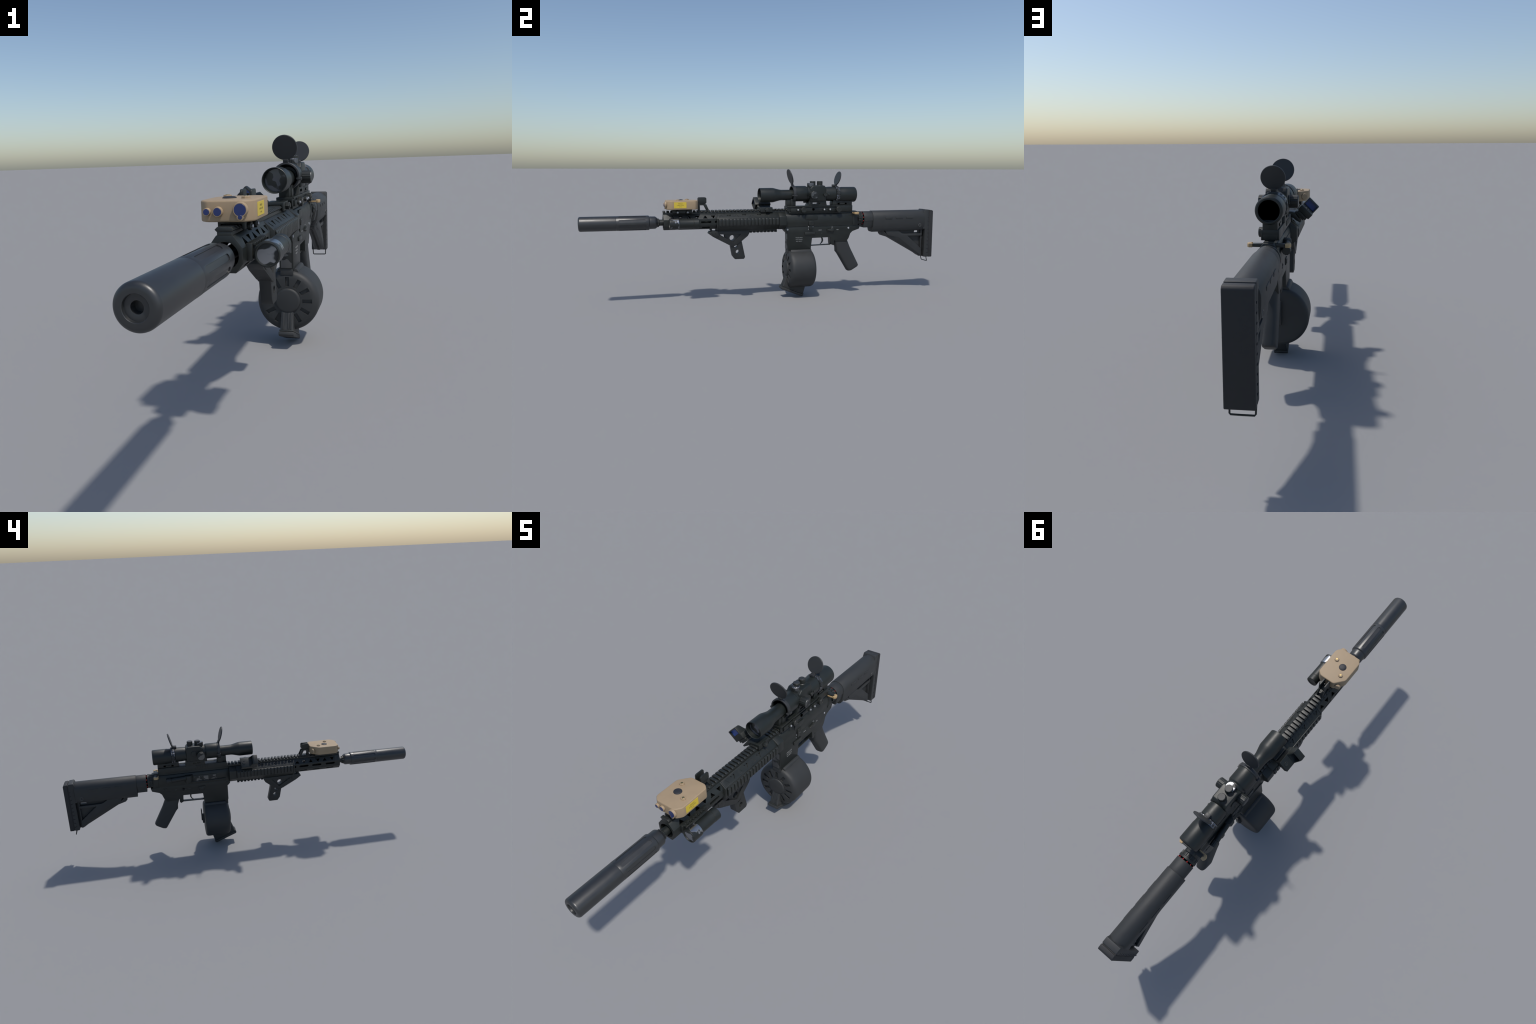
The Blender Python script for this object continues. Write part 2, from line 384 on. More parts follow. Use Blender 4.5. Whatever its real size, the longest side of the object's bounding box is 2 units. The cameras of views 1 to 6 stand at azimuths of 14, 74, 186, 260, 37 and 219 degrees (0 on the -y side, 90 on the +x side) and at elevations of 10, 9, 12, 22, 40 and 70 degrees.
# ------------------------------------------------------------------ laser module
def build_laser():
    P = [(.0475, -.5655), (-.0390, -.5655), (-.0568, -.5475), (-.0568, -.4440), (-.0215, -.4010), (.0455, -.4010), (.0640, -.4160), (.0655, -.5420)]
    b = emit('laser_housing', prism('z', round_poly(P, .0085), .5060, .5520, 0.0040, 4), 'tan', None, 40)
    for x, z, r, h in ((-.0355, .5285, .0068, .0085), (-.0110, .5285, .0088, .0085), (.0385, .5325, .0132, .0085)):
        emit('lens_bezel', lathe([(0, 0), (0, r * 1.28), (h * .75, r * 1.22), (h, r * 1.12), (h, r * 1.0), (h - .0008, r * .98), (h - .0008, 0)], (x, -.5645, z), (0, -1, 0), 36), 'tan', b)
        emit('laser_lens', disc((x, -.5645 - h + .0010, z), (0, -1, 0), r, 0.0012, 0.0004), 'blue', b)
    emit('lens_bezel_small', lathe([(0, 0), (0, .0078), (.0085, .0074), (.0088, 0)], (.0385, -.5645, .5172), (0, -1, 0), 24), 'tan', b)
    emit('laser_lens_small', disc((.0385, -.5724, .5172), (0, -1, 0), .0046, 0.0016, 0.0004), 'blue', b)
    emit('button', lathe([(0, 0), (0, .0165), (.0018, .0160), (.0038, .0125), (.0046, .006), (.0048, 0)], (-.0078, -.4894, .5516), (0, 0, 1), 40), 'button', b)
    for x, y in ((.0345, -.5050), (-.0238, -.4505)):
        emit('adjuster', lathe([(0, 0), (0, .0100), (.0008, .0104), (.0048, .0100), (.0058, .0088), (.0058, 0)], (x, y, .5512), (0, 0, 1), 8), 'tan', b, 20)
        emit('adjuster_screw', disc((x, y, .5565), (0, 0, 1), .0050, .0016, .0005, 20), 'screw', b)
    emit('battery_cap', lathe([(0, 0), (0, .0140), (.0070, .0140), (.0088, .0128), (.0088, 0)], (-.0375, -.4150, .5275), (-.62 * 0 - .25, 1, 0), 12), 'tan', b, 20)
    # label on the right side
    n = Vector((1, 0.0119, 0)).normalized()
    bm = bmesh.new()
    prism('x', [(-.5275, .5145), (-.4640, .5145), (-.4640, .5450), (-.5275, .5450)], .0640, .06565, .0003, 1, bm)
    lab = emit('warning_label', bm, 'yellow', b)
    for v in lab.data.vertices: v.co.x += (-.4957 - v.co.y) * 0.0119
    for txt, z, s in (('PERIGO', .5367, .0068), ('LASER CLASSE', .5290, .0056), ('NR 3B', .5213, .0048)):
        lettering(txt, s, 'ink', lab, (.0654, -.4957, z), (-0.0119, 1, 0), (0, 0, 1), 'label_text')
    # clamp
    m = emit('laser_mount', prism('y', [(.0070 + a, z) for a, z in ((-.0305, .5070), (.0305, .5070), (.0320, .4870), (.0270, .4840), (.0235, .4905), (.0235, .4985), (-.0235, .4985), (-.0235, .4905), (-.0270, .4840), (-.0305, .4870))], -.5350, -.4320, .0012), 'alloy')
    for y in (-.5075, -.4559):
        emit('clamp_boss', disc((.037, y, .4912), (1, 0, 0), .0098, .0095, .002), 'alloy', m)
        emit('clamp_bolt', disc((.0460, y, .4912), (1, 0, 0), .0046, .0042, .0012), 'pin', m)

def build_front_sight():
    s = emit('front_sight', box(X0 - .0165, X0 + .0165, -.400, -.335, .4900, .4978, .001), 'alloy')
    for side in (1, -1):
        lo, hi = sorted((X0 + side * .0090, X0 + side * .0148))
        ear = rrect(-.3965, -.3530, .5330, .5660, .0075, 5)
        emit('sight_ear', prism('x', ear, lo, hi, .0008), 'alloy', s)
        emit('front_leg', prism('x', [(-.3968, .5360), (-.3968, .4920), (-.3880, .4920), (-.3880, .5245), (-.3690, .5245), (-.3545, .5360)], lo, hi, .0008), 'alloy', s)
        emit('rear_leg', prism('x', [(-.3692, .5300), (-.3500, .4930), (-.3375, .4930), (-.3540, .5300)], lo, hi, .0008), 'alloy', s)
    emit('sight_bridge', box(X0 - .0100, X0 + .0100, -.394, -.360, .5250, .5330, .001), 'alloy', s)
    emit('sight_post', disc((X0, -.376, .532), (0, 0, 1), .0028, .024, .0006, 16), 'alloy', s)
    return s

# ------------------------------------------------------------------ weapon light
def build_light():
    ax = (.0900, -.5560, .4358)
    b = emit('weapon_light', lathe([(.046, 0), (.046, .0268), (.051, .0246), (.053, .0242), (.1215, .0246), (.1225, .0238), (.1235, .0252), (.148, .0254), (.150, .0240), (.150, .016), (.1485, .0155), (.1485, 0)], ax, (0, 1, 0), 48), 'alloy')
    emit('light_bezel', lathe([(.0036, .0), (.0036, .0285), (.0455, .0284), (.0475, .0268), (.0475, 0)], ax, (0, 1, 0), 56), 'camo_bezel', b)
    emit('light_rim', lathe([(.0060, .0225), (.0006, .0236), (0, .0256), (.0010, .0280), (.0036, .0287), (.0060, .0280)], ax, (0, 1, 0), 56), 'alloy', b)
    emit('light_lens', lathe([(.0042, 0), (.0042, .0232), (.008, .0232), (.008, 0)], ax, (0, 1, 0), 48), 'camo_flash', b)
    m = emit('light_mount', box(.0425, .0560, -.5480, -.4140, .4200, .4590, .0015), 'rail', b)
    emit('light_clamp', prism('y', [(.0550, .4235), (.0720, .4200), (.0720, .4500), (.0550, .4540)], -.5380, -.4350, .0015), 'alloy', b)
    rb = emit('mount_rib', box(-.0065, .0065, -.0032, .0032, -.0015, .0055, .001), 'rail', m)
    repeat(rb, [(.0555, -.538 + .0145 * i, .4545) for i in range(8)])

# ------------------------------------------------------------------ angled foregrip
def build_foregrip():
    rail = emit('foregrip', prism('x', [(-.3460, .3735), (-.3395, .3855), (-.1225, .3825), (-.1220, .3700), (-.1305, .3555), (-.1640, .3285), (-.1960, .3055), (-.2160, .2985), (-.2285, .3060), (-.3220, .3560)], X0 - .0215, X0 + .0215, .0018), 'grip')
    c = prism('x', [(-.2850, .3675), (-.1690, .3675), (-.2115, .3215)], X0 - .05, X0 + .05, 0)
    cut(rail, c)
    g = emit('foregrip_blade', prism('x', [(-.2600, .3700), (-.2560, .3500), (-.2440, .3390), (-.2260, .3050), (-.2155, .2480), (-.2010, .2290), (-.1515, .2290), (-.1455, .2395), (-.1640, .3285), (-.1500, .3700)], X0 - .0172, X0 + .0172, .0022), 'grip', rail)
    c = bmesh.new()
    for y, z, r in ((-.2165, .3470, .0148), (-.1965, .3045, .0118), (-.1865, .2700, .0110)):
        merge(c, prism('x', circ(y, z, r, 28), X0 - .05, X0 + .05, 0))
    cut(g, c)
    # grip grooves across the sloping front, clamp and screws
    gr = bmesh.new()
    for i in range(9):
        f = i / 8; y = -.3120 + f * .074; z = .3508 - f * .0398
        prism('x', [(y - .0030, z + .0030), (y - .0022, z + .0004), (y + .0022, z - .0018), (y + .0040, z + .0006)], X0 - .0220, X0 + .0220, .0006, 1, gr)
    emit('grip_ridge', gr, 'grip', rail)
    emit('foregrip_front_clamp', prism('x', [(-.3300, .3870), (-.2910, .3870), (-.2890, .3560), (-.2990, .3500), (-.3250, .3640)], X0 - .0240, X0 + .0240, .0015), 'grip', rail)
    for side in (1, -1):
        emit('foregrip_screw', lathe([(0, 0), (0, .0070), (.0012, .0066), (.0012, .0048), (.0004, .0046), (.0004, 0)], (X0 + side * .0214, -.2100, .3770), (side, 0, 0), 24), 'grip', rail)
        emit('clamp_screw', disc((X0 + side * .0238, -.3090, .3745), (side, 0, 0), .0040, .0012, .0004, 16), 'alloy', rail)
    emit('foregrip_hook', prism('x', [(-.3360, .3920), (-.3300, .3980), (-.3270, .3980), (-.3230, .3850), (-.3280, .3850)], X0 - .018, X0 + .018, .0008), 'grip', rail)

# ------------------------------------------------------------------ receiver
def build_receiver():
    up = emit('upper_receiver', prism('y', sym([(.0160, .4800), (.0165, .4680), (.0205, .4655), (.0250, .4560), (.0278, .4430), (.0285, .4300), (.0275, .4160), (.0255, .4085), (.0255, .3975)]), 0.0800, 0.5060, .0010), 'alloy')
    rr = emit('receiver_rail', prism('y', sym([(.0163, .4880), (.0163, .4780)]), .0815, .4720, .0008), 'rail', up)
    t = emit('receiver_rail_tooth', tooth(), 'rail', rr)
    repeat(t, [(X0, .0930 + PITCH * i, .4975) for i in range(19)])
    emit('receiver_rear_ring', prism('y', sym([(.0150, .4775), (.0255, .4650), (.0295, .4460), (.0295, .4150), (.0265, .3975)]), .4830, .5165, .0020, 3), 'alloy', up)
    low = emit('lower_receiver', prism('x', [(.0785, .3975), (.0780, .3790), (.0870, .3690), (.0940, .3640), (.0952, .2745), (.0985, .2670), (.2330, .2670), (.2335, .2800), (.2395, .3320), (.3520, .3335), (.3545, .2970), (.3560, .2920), (.3700, .2860), (.3760, .2960), (.3730, .3140), (.3900, .3065), (.4480, .3050), (.4620, .3250), (.4720, .3520), (.4850, .3640), (.5250, .3770), (.5310, .3975)], X0 - .0240, X0 + .0240, .0016), 'alloy')
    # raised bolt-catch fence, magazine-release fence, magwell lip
    emit('magwell_front_panel', prism('z', [(X0 - .0185, .0930), (X0 + .0185, .0930), (X0 + .0185, .0970), (X0 - .0185, .0970)], .2760, .3620, .0006), 'camo', low)
    emit('front_lug', prism('x', [(.0765, .3970), (.0765, .3820), (.0900, .3640), (.1050, .3640), (.1050, .3970)], X0 - .0120, X0 + .0120, .0015), 'alloy', low)
    tg = bmesh.new()
    prism('x', [(.2330, .2900), (.2330, .2855), (.3560, .2878), (.3560, .2928)], X0 - .0100, X0 + .0100, .0010, 2, tg)
    emit('trigger_guard', tg, 'alloy', low)
    tr = [(y, z) for y, z in ((.3060, .3350), (.3130, .3240), (.3140, .3130), (.3090, .3020), (.3000, .2950))]
    bm = bmesh.new()
    inner = [(y - .0088 * (1 - i * .10), z - .0005 * i + .0008) for i, (y, z) in enumerate(tr)]
    prism('x', tr + inner[::-1], X0 - .0050, X0 + .0050, .0010, 2, bm)
    emit('trigger', bm, 'alloy', low)
    for side in (1, -1):
        for y, z in ((.0945, .3832), (.4585, .3830)):
            emit('takedown_pin', disc((X0 + side * .0232, y, z), (side, 0, 0), .0052, .0028, .0008, 20), 'pin' if side > 0 else 'alloy', low)
    # right side controls
    s = X0 + .0240
    bc = emit('bolt_catch', box(s - .001, s + .0085, .2170, .2450, .4050, .4270, .0015), 'rail', low)
    for i in range(4):
        emit('catch_ridge', box(s + .0080, s + .0098, .2180, .2440, .4075 + .005 * i, .4098 + .005 * i, .0005, 1), 'rail', bc)
    emit('catch_stem', box(s - .001, s + .0050, .2210, .2390, .3790, .4060, .0012), 'alloy', low)
    for y in (.2170, .2430):
        emit('catch_pin', disc((s - .001, y, .3955), (1, 0, 0), .0030, .0035, .0006, 14), 'pin', low)
    emit('catch_spring', box(s - .001, s + .0012, .2150, .2172, .3780, .3860, .0003, 1), 'pin', low)
    emit('magazine_catch', box(s - .001, s + .0060, .1945, .2545, .3515, .3665, .0018), 'rail', low)
    emit('selector_lever', prism('x', [(.3235, .3750), (.3360, .3800), (.3560, .3835), (.3660, .3830), (.3660, .3690), (.3560, .3665), (.3340, .3715)], s - .001, s + .0085, .0015), 'rail', low)
    emit('selector_hub', disc((s - .001, .3600, .3755), (1, 0, 0), .0105, .0060, .0012, 28), 'alloy', low)
    for y, z, w in ((.2870, .3757, .0190), (.3600, .3905, .0100), (.3920, .3752, .0130)):
        nseg = 4 if w > .012 else 2
        for k in range(nseg):
            emit('selector_mark', box(s - .0002, s + .0004, y - w / 2 + w / nseg * k, y - w / 2 + w / nseg * (k + .78), z - .0018, z + .0018, 0, 1), 'white', low)
    emit('trigger_pin', lathe([(0, 0), (0, .0052), (.0008, .0050), (.0008, .0038), (0.0002, .0036), (.0002, 0)], (s - .0001, .2960, .3575), (1, 0, 0), 20), 'rail', low)
    for txt, z, sz in (('MODE MK4', .3362, .0080), ('CAL 5.56x45', .3258, .0074), ('NO 160417', .3155, .0074)):
        lettering(txt, sz, 'white', low, (s + .0001, .1620, z), (0, 1, 0), (0, 0, 1), 'receiver_marking')
    emit('receiver_boss', prism('x', rrect(.1945, .2705, .4340, .4595, .008), X0 + .0220, X0 + .0300, .0020), 'alloy', up)
    # left side: port, deflector, forward assist, selector, release button
    l = X0 - .0240
    port = emit('ejection_port', box(X0 - .0292, X0 - .0240, .1480, .2900, .4110, .4500, .0012), 'alloy', up)
    for y0, y1, z0, z1 in ((.1560, .1850, .4200, .4440), (.2010, .2280, .4170, .4430), (.2400, .2800, .4140, .4430)):
        emit('bolt_carrier', box(X0 - .0300, X0 - .0260, y0, y1, z0, z1, .0006, 1), 'camo', up)
    emit('port_hinge', disc((X0 - .0300, .1000, .4130), (0, 1, 0), .0026, .19, .0005, 12), 'rail', up)
    emit('brass_deflector', prism('z', [(X0 - .020, .2880), (X0 - .0320, .2890), (X0 - .0490, .3030), (X0 - .0510, .3240), (X0 - .0400, .3340), (X0 - .0240, .3350)], .4160, .4580, .0025), 'alloy', up)
    d = Vector((-.09, 1, -.03))
    emit('forward_assist_housing', lathe([(0, 0), (0, .0125), (.080, .0135), (.082, .0120), (.082, 0)], (X0 - .0370, .3300, .4440), d, 36), 'alloy', up)
    emit('forward_assist', knurl((X0 - .0440, .4120, .4416), d, .0140, .0270, 12, .06), 'rail', up)
    emit('left_selector_disc', lathe([(0, 0), (0, .0110), (.0016, .0105), (.0016, .0085), (.0006, .008), (.0006, 0)], (l + .0006, .3490, .3720), (-1, 0, 0), 30), 'rail', low)
    emit('left_selector_line', box(l - .0018, l - .0004, .3250, .3560, .3714, .3729, 0, 1), 'ring_paint', low)
    for y, w in ((.3130, .013), (.3900, .011)):
        emit('selector_mark', box(l - .0005, l + .0005, y - w / 2, y + w / 2, .3714, .3732, 0, 1), 'ring_paint', low)
    emit('release_fence', prism('x', [(.2220, .3800), (.2280, .3560), (.2560, .3540), (.2600, .3780)], l - .0035, l + .001, .0014), 'alloy', low)
    emit('magazine_release', box(l - .0060, l, .2330, .2510, .3590, .3740, .0012), 'rail', low)
    emit('rear_pin', disc((l + .001, .4450, .3800), (-1, 0, 0), .0075, .0020, .0006, 24), 'alloy', low)
    # charging handle
    ch = emit('charging_handle', box(X0 - .0480, X0 + .0480, .4865, .5040, .4640, .4745, .0015), 'alloy')
    emit('handle_shaft', box(X0 - .012, X0 + .012, .40, .4880, .4700, .4790, .001), 'alloy', ch)
    emit('handle_black_plate', box(X0 - .0165, X0 + .0100, .4920, .5045, .4738, .4752, 0, 1), 'void', ch)  # raised black slab, modelled for the dark gap above the handle
    for side in (1, -1):
        q = lambda a, b: (X0 + side * a, b)
        P = [q(.0500, .4795), q(.0590, .4800), q(.0660, .4880), q(.0655, .4990), q(.0600, .5065), q(.0490, .5055), q(.0480, .4960), q(.0520, .4950), q(.0545, .4900), q(.0510, .4850)]
        emit('handle_latch', prism('z', P if side > 0 else P[::-1], .4632, .4752, .0015), 'tan_dark', ch)
        P = [q(.0230, .4790), q(.0510, .4795), q(.0515, .4845), q(.0230, .4835)]
        emit('latch_arm', prism('z', P if side > 0 else P[::-1], .4655, .4715, .0012), 'tan_dark', ch)
    # castle nut with red witness dots
    s = lambda i, k: 1 - (0.06 if (i % 6) < 3 and k in (1, 2) else 0)
    nut = emit('castle_nut', lathe([(0, 0), (0, .0375), (.0150, .0385), (.0165, .0395), (.0260, .0395), (.0275, .0380), (.0275, 0)], (X0 - .001, .5160, .4355), (0, 1, 0), 96, None, s), 'alloy', None, 25)
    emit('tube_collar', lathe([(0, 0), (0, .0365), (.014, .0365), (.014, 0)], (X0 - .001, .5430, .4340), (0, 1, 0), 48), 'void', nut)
    dot = emit('witness_dot', lathe([(-.0032, 0), (-.0024, .0022), (0, .0032), (.0024, .0022), (.0032, 0)], (0, 0, 0), (0, 1, 0), 12), 'red', nut, 60)
    repeat(dot, [(X0 - .001 + .0352 * math.cos(a), .5475, .4340 + .0352 * math.sin(a)) for a in [math.radians(14 + 32.727 * k) for k in range(11)]])

# ------------------------------------------------------------------ pistol grip
def build_grip():
    """Loft down the grip: (front y, z), (back y, z), half width, roundness of back."""
    st = [((.3750, .3200), (.4590, .3330), .0215), ((.3750, .3120), (.4600, .3110), .0220), ((.3875, .2740), (.4745, .2760), .0225),
          ((.3890, .2490), (.4865, .2520), .0230), ((.4000, .2365), (.4920, .2420), .0230), ((.4570, .1450), (.5280, .1740), .0236),
          ((.4630, .1355), (.5312, .1655), .0234), ((.4680, .1318), (.5285, .1595), .0220), ((.4800, .1318), (.5230, .1558), .0180)]
    bm = bmesh.new(); rings = []; N = 40
    for (fy, fz), (by, bz), w in st:
        ring = []
        for i in range(N):
            a = 2 * math.pi * i / N; c, s_ = math.cos(a), math.sin(a)
            e = 0.52 if c > 0 else 0.36               # rounder backstrap, squarer front
            u = 0.5 + 0.5 * math.copysign(abs(c) ** e, c)
            ring.append(bm.verts.new((X0 + w * math.copysign(abs(s_) ** 0.62, s_), fy + (by - fy) * u, fz + (bz - fz) * u)))
        rings.append(ring)
    for p, q in zip(rings, rings[1:]):
        for i in range(N):
            j = (i + 1) % N; bm.faces.new((p[i], q[i], q[j], p[j]))
    bm.faces.new(rings[0]); bm.faces.new(rings[-1])
    emit('pistol_grip', bm, 'polymer', None, 40)

# ------------------------------------------------------------------ drum magazine
def build_magazine():
    c = (X0, 0, .1595)
    pr = [(.0945, 0), (.0945, .0450), (.0950, .0760), (.0963, .0855), (.0988, .0935), (.1028, .0995), (.1090, .1038), (.1180, .1060), (.1290, .1066),
          (.2230, .1066), (.2305, .1058), (.2360, .1036), (.2396, .1000), (.2414, .0945), (.2421, .0880), (.2424, .0700), (.2425, 0)]
    d = emit('drum_magazine', lathe(pr, c, (0, 1, 0), 96), 'polymer', None, 40)
    k = bmesh.new()
    for i in range(12):
        if i == 9: continue
        a = math.radians(30 * i); R = Matrix.Translation((X0 + .001, 0, .1615)) @ Matrix.Rotation(-a, 4, 'Y')
        merge(k, xform(prism('z', [(.0510, .06), (.0835, .06), (.0835, .1020), (.0510, .1000)], -.0068, .0068, 0), R))
    cut(d, k, 40)
    emit('drum_hub', lathe([(0, 0), (0, .0350), (.0010, .0392), (.0034, .0424), (.0090, .0440), (.0090, 0)], (X0 + .002, .0880, .1625), (0, 1, 0), 64), 'polymer', d, 40)
    t = emit('feed_tower', prism('x', [(.0935, .1400), (.0890, .1180), (.0825, .0990), (.0715, .0700), (.0672, .0630), (.1900, .0120), (.2010, .0500), (.2080, .0800)], X0 - .0225, X0 + .0225, .0050, 3), 'polymer', d)
    for x in (-.0125, .0050, .0135):
        emit('tower_rib', prism('x', [(.0930, .1280), (.0872, .1170), (.0807, .0985), (.0697, .0698), (.0745, .0680), (.0950, .0950)], X0 + x - .0032, X0 + x + .0032, .0008), 'polymer', t)
    emit('tower_lip', prism('x', [(.0640, .0645), (.0660, .0690), (.1930, .0165), (.1915, .0118)], X0 - .0245, X0 + .0245, .0010), 'rail', t)
    emit('floor_plate', prism('x', [(.0590, .0535), (.0630, .0640), (.1905, .0115), (.1905, .0060), (.1830, .0000), (.0630, .0470)], X0 - .0262, X0 + .0262, .0030, 3), 'polymer', t)
    emit('magazine_neck', prism('y', [(X0 + a, z) for a, z in ((-.0360, .2540), (.0360, .2540), (.0380, .2590), (.0330, .2680), (.0290, .2700), (-.0290, .2700), (-.0330, .2680), (-.0380, .2590))], .1120, .2330, .0012), 'polymer', d)
    emit('magazine_body', box(X0 - .0215, X0 + .0215, .0960, .2320, .2500, .2720, .001), 'polymer', d)
    key = emit('winding_key_stem', box(X0 - .0090, X0 + .0090, .2390, .2530, .1330, .1890, .0015), 'polymer', d)
    emit('winding_key', box(X0 - .0080, X0 + .0080, .2528, .2590, .1500, .2230, .0015), 'polymer', d)

# ------------------------------------------------------------------ stock
def build_stock():
    def sec(w, top, bot, wb, zc):
        a = [(w * math.sin(math.radians(t)), zc + (top - zc) * math.cos(math.radians(t))) for t in range(0, 91, 10)]
        return sym(a + [(w, zc - .012), (w * .98, bot + .044), (w * .88, bot + .018), (wb, bot)])
    sl = emit('stock_sleeve', prism('y', sec(.0392, .4748, .3834, .0300, .4345), .5500, .6080, .0016), 'polymer', None, 30)
    st = emit('stock', prism('y', sec(.0420, .4776, .3604, .0280, .4355), .6055, .9400, .0018), 'polymer', None, 30)
    sl.parent = st
    # underside lug that steps forward beneath the sleeve
    emit('stock_lug', prism('y', sym([(.0300, .3900), (.0280, .3660), (.0210, .3555)]), .6060, .6680, .0020), 'polymer', st)
    core = [(.6560, .3640), (.6665, .3510), (.6655, .3435), (.6760, .3330), (.7185, .3200), (.8990, .2208), (.9200, .2062), (.9345, .2000), (.9345, .3700)]
    c = emit('stock_strut', prism('x', core, X0 - .0080, X0 + .0080, .0030, 3), 'polymer', st)
    out = [(.6640, .3560), (.6660, .3440), (.6760, .3330), (.7185, .3200), (.8990, .2208), (.9200, .2062), (.9345, .2000)]
    cre = [(.6800, .3610), (.6900, .3520), (.7020, .3420), (.7809, .3172), (.8943, .2335), (.9180, .2150), (.9345, .2040)]
    bm = bmesh.new(); rows = []
    for (oy, oz), (cy, cz) in zip(out, cre):
        rows.append([bm.verts.new((X0 + dx, y, z)) for dx, y, z in ((-.0238, cy, cz), (-.0165, oy, oz), (.0165, oy, oz), (.0238, cy, cz))])
    for p, q in zip(rows, rows[1:]):
        for i in range(4):
            j = (i + 1) % 4; bm.faces.new((p[i], q[i], q[j], p[j]))
    bm.faces.new(rows[0]); bm.faces.new(rows[-1])
    bevel_sharp(bm, .0012, 2)
    emit('strut_underside', bm, 'polymer', st)
    cut(c, prism('x', [(.8890, .3425), (.9240, .3425), (.9240, .3545), (.8925, .3545)], X0 - .05, X0 + .05, 0))
    flange = [(.6900, .3640), (.7079, .3330), (.7809, .3170), (.8943, .2330), (.9345, .2030), (.9345, .2450), (.8400, .3255), (.9345, .3238), (.9345, .3380), (.8127, .3390), (.7990, .3430), (.7740, .3600), (.7700, .3700)]
    emit('strut_flange', prism('x', flange, X0 - .0245, X0 + .0245, .0018, 2), 'polymer', st)
    emit('strut_post', box(X0 - .0215, X0 + .0215, .9275, .9345, .2050, .3700, .001), 'polymer', st)
    emit('strut_web', box(X0 - .0070, X0 + .0070, .9300, .9500, .1990, .3700, .001), 'polymer', st)
    fr = emit('butt_frame', prism('x', [(.9330, .3650), (.9330, .4600), (.9420, .4805), (.9685, .4785), (.9735, .1965), (.9500, .1970), (.9460, .2010), (.9460, .3650)], X0 - .0360, X0 + .0360, .0025, 3), 'polymer', st)
    k = bmesh.new()
    for i in range(10):
        z = .4320 - .0235 * i
        for side in (1, -1):
            x0, x1 = sorted((X0 + side * .0330, X0 + side * .0400))
            prism('x', [(.9590, z + .0026), (.9800, z + .0052), (.9800, z - .0022), (.9650, z - .0022)], x0, x1, 0, 1, k)
    cut(fr, k)
    emit('butt_pad', prism('x', [(.9725, .4772), (.9900, .4755), (.9962, .4690), (1.0000, .1962), (.9770, .1958)], X0 - .0362, X0 + .0362, .0030, 3), 'rubber', st)
    emit('pad_core', prism('x', [(.9600, .4720), (.9800, .4720), (.9850, .1985), (.9680, .1985)], X0 - .0340, X0 + .0340, 0, 1), 'rubber', st)
    for side in (1, -1):
        emit('sling_socket', lathe([(0, .0066), (.0022, .0068), (.0026, .0080), (.0022, .0096), (0, .0102)], (X0 + side * .0385, .9080, .3890), (side, 0, -.02), 32), 'pin' if side > 0 else 'polymer', st).data.materials[0] = M['ring_paint']
        emit('socket_core', disc((X0 + side * .0380, .9080, .3890), (side, 0, 0), .0068, .0022, .0004, 24), 'rubber', st)
        for y0, y1 in ((.6790, .7240), (.7460, .7930), (.8130, .8590)):
            x0, x1 = sorted((X0 + side * .0405, X0 + side * .0436))
            emit('stock_panel', prism('x', [(y0, .4410), (y1 + .002, .4400), (y1, .4290), (y0 + .003, .4300)], x0, x1, .0008), 'polymer', st)
    loop = [(X0 + .029, .9640, .2020), (X0 + .0290, .9665, .1930), (X0 + .0285, .9715, .1740), (X0 + .0260, .9725, .1715), (X0, .9725, .1710), (X0 - .0290, .9725, .1710), (X0 - .0315, .9715, .1740), (X0 - .0320, .9665, .1930), (X0 - .0320, .9640, .2020)]
    emit('sling_loop', sweep(loop, .0024, 10), 'alloy', st)

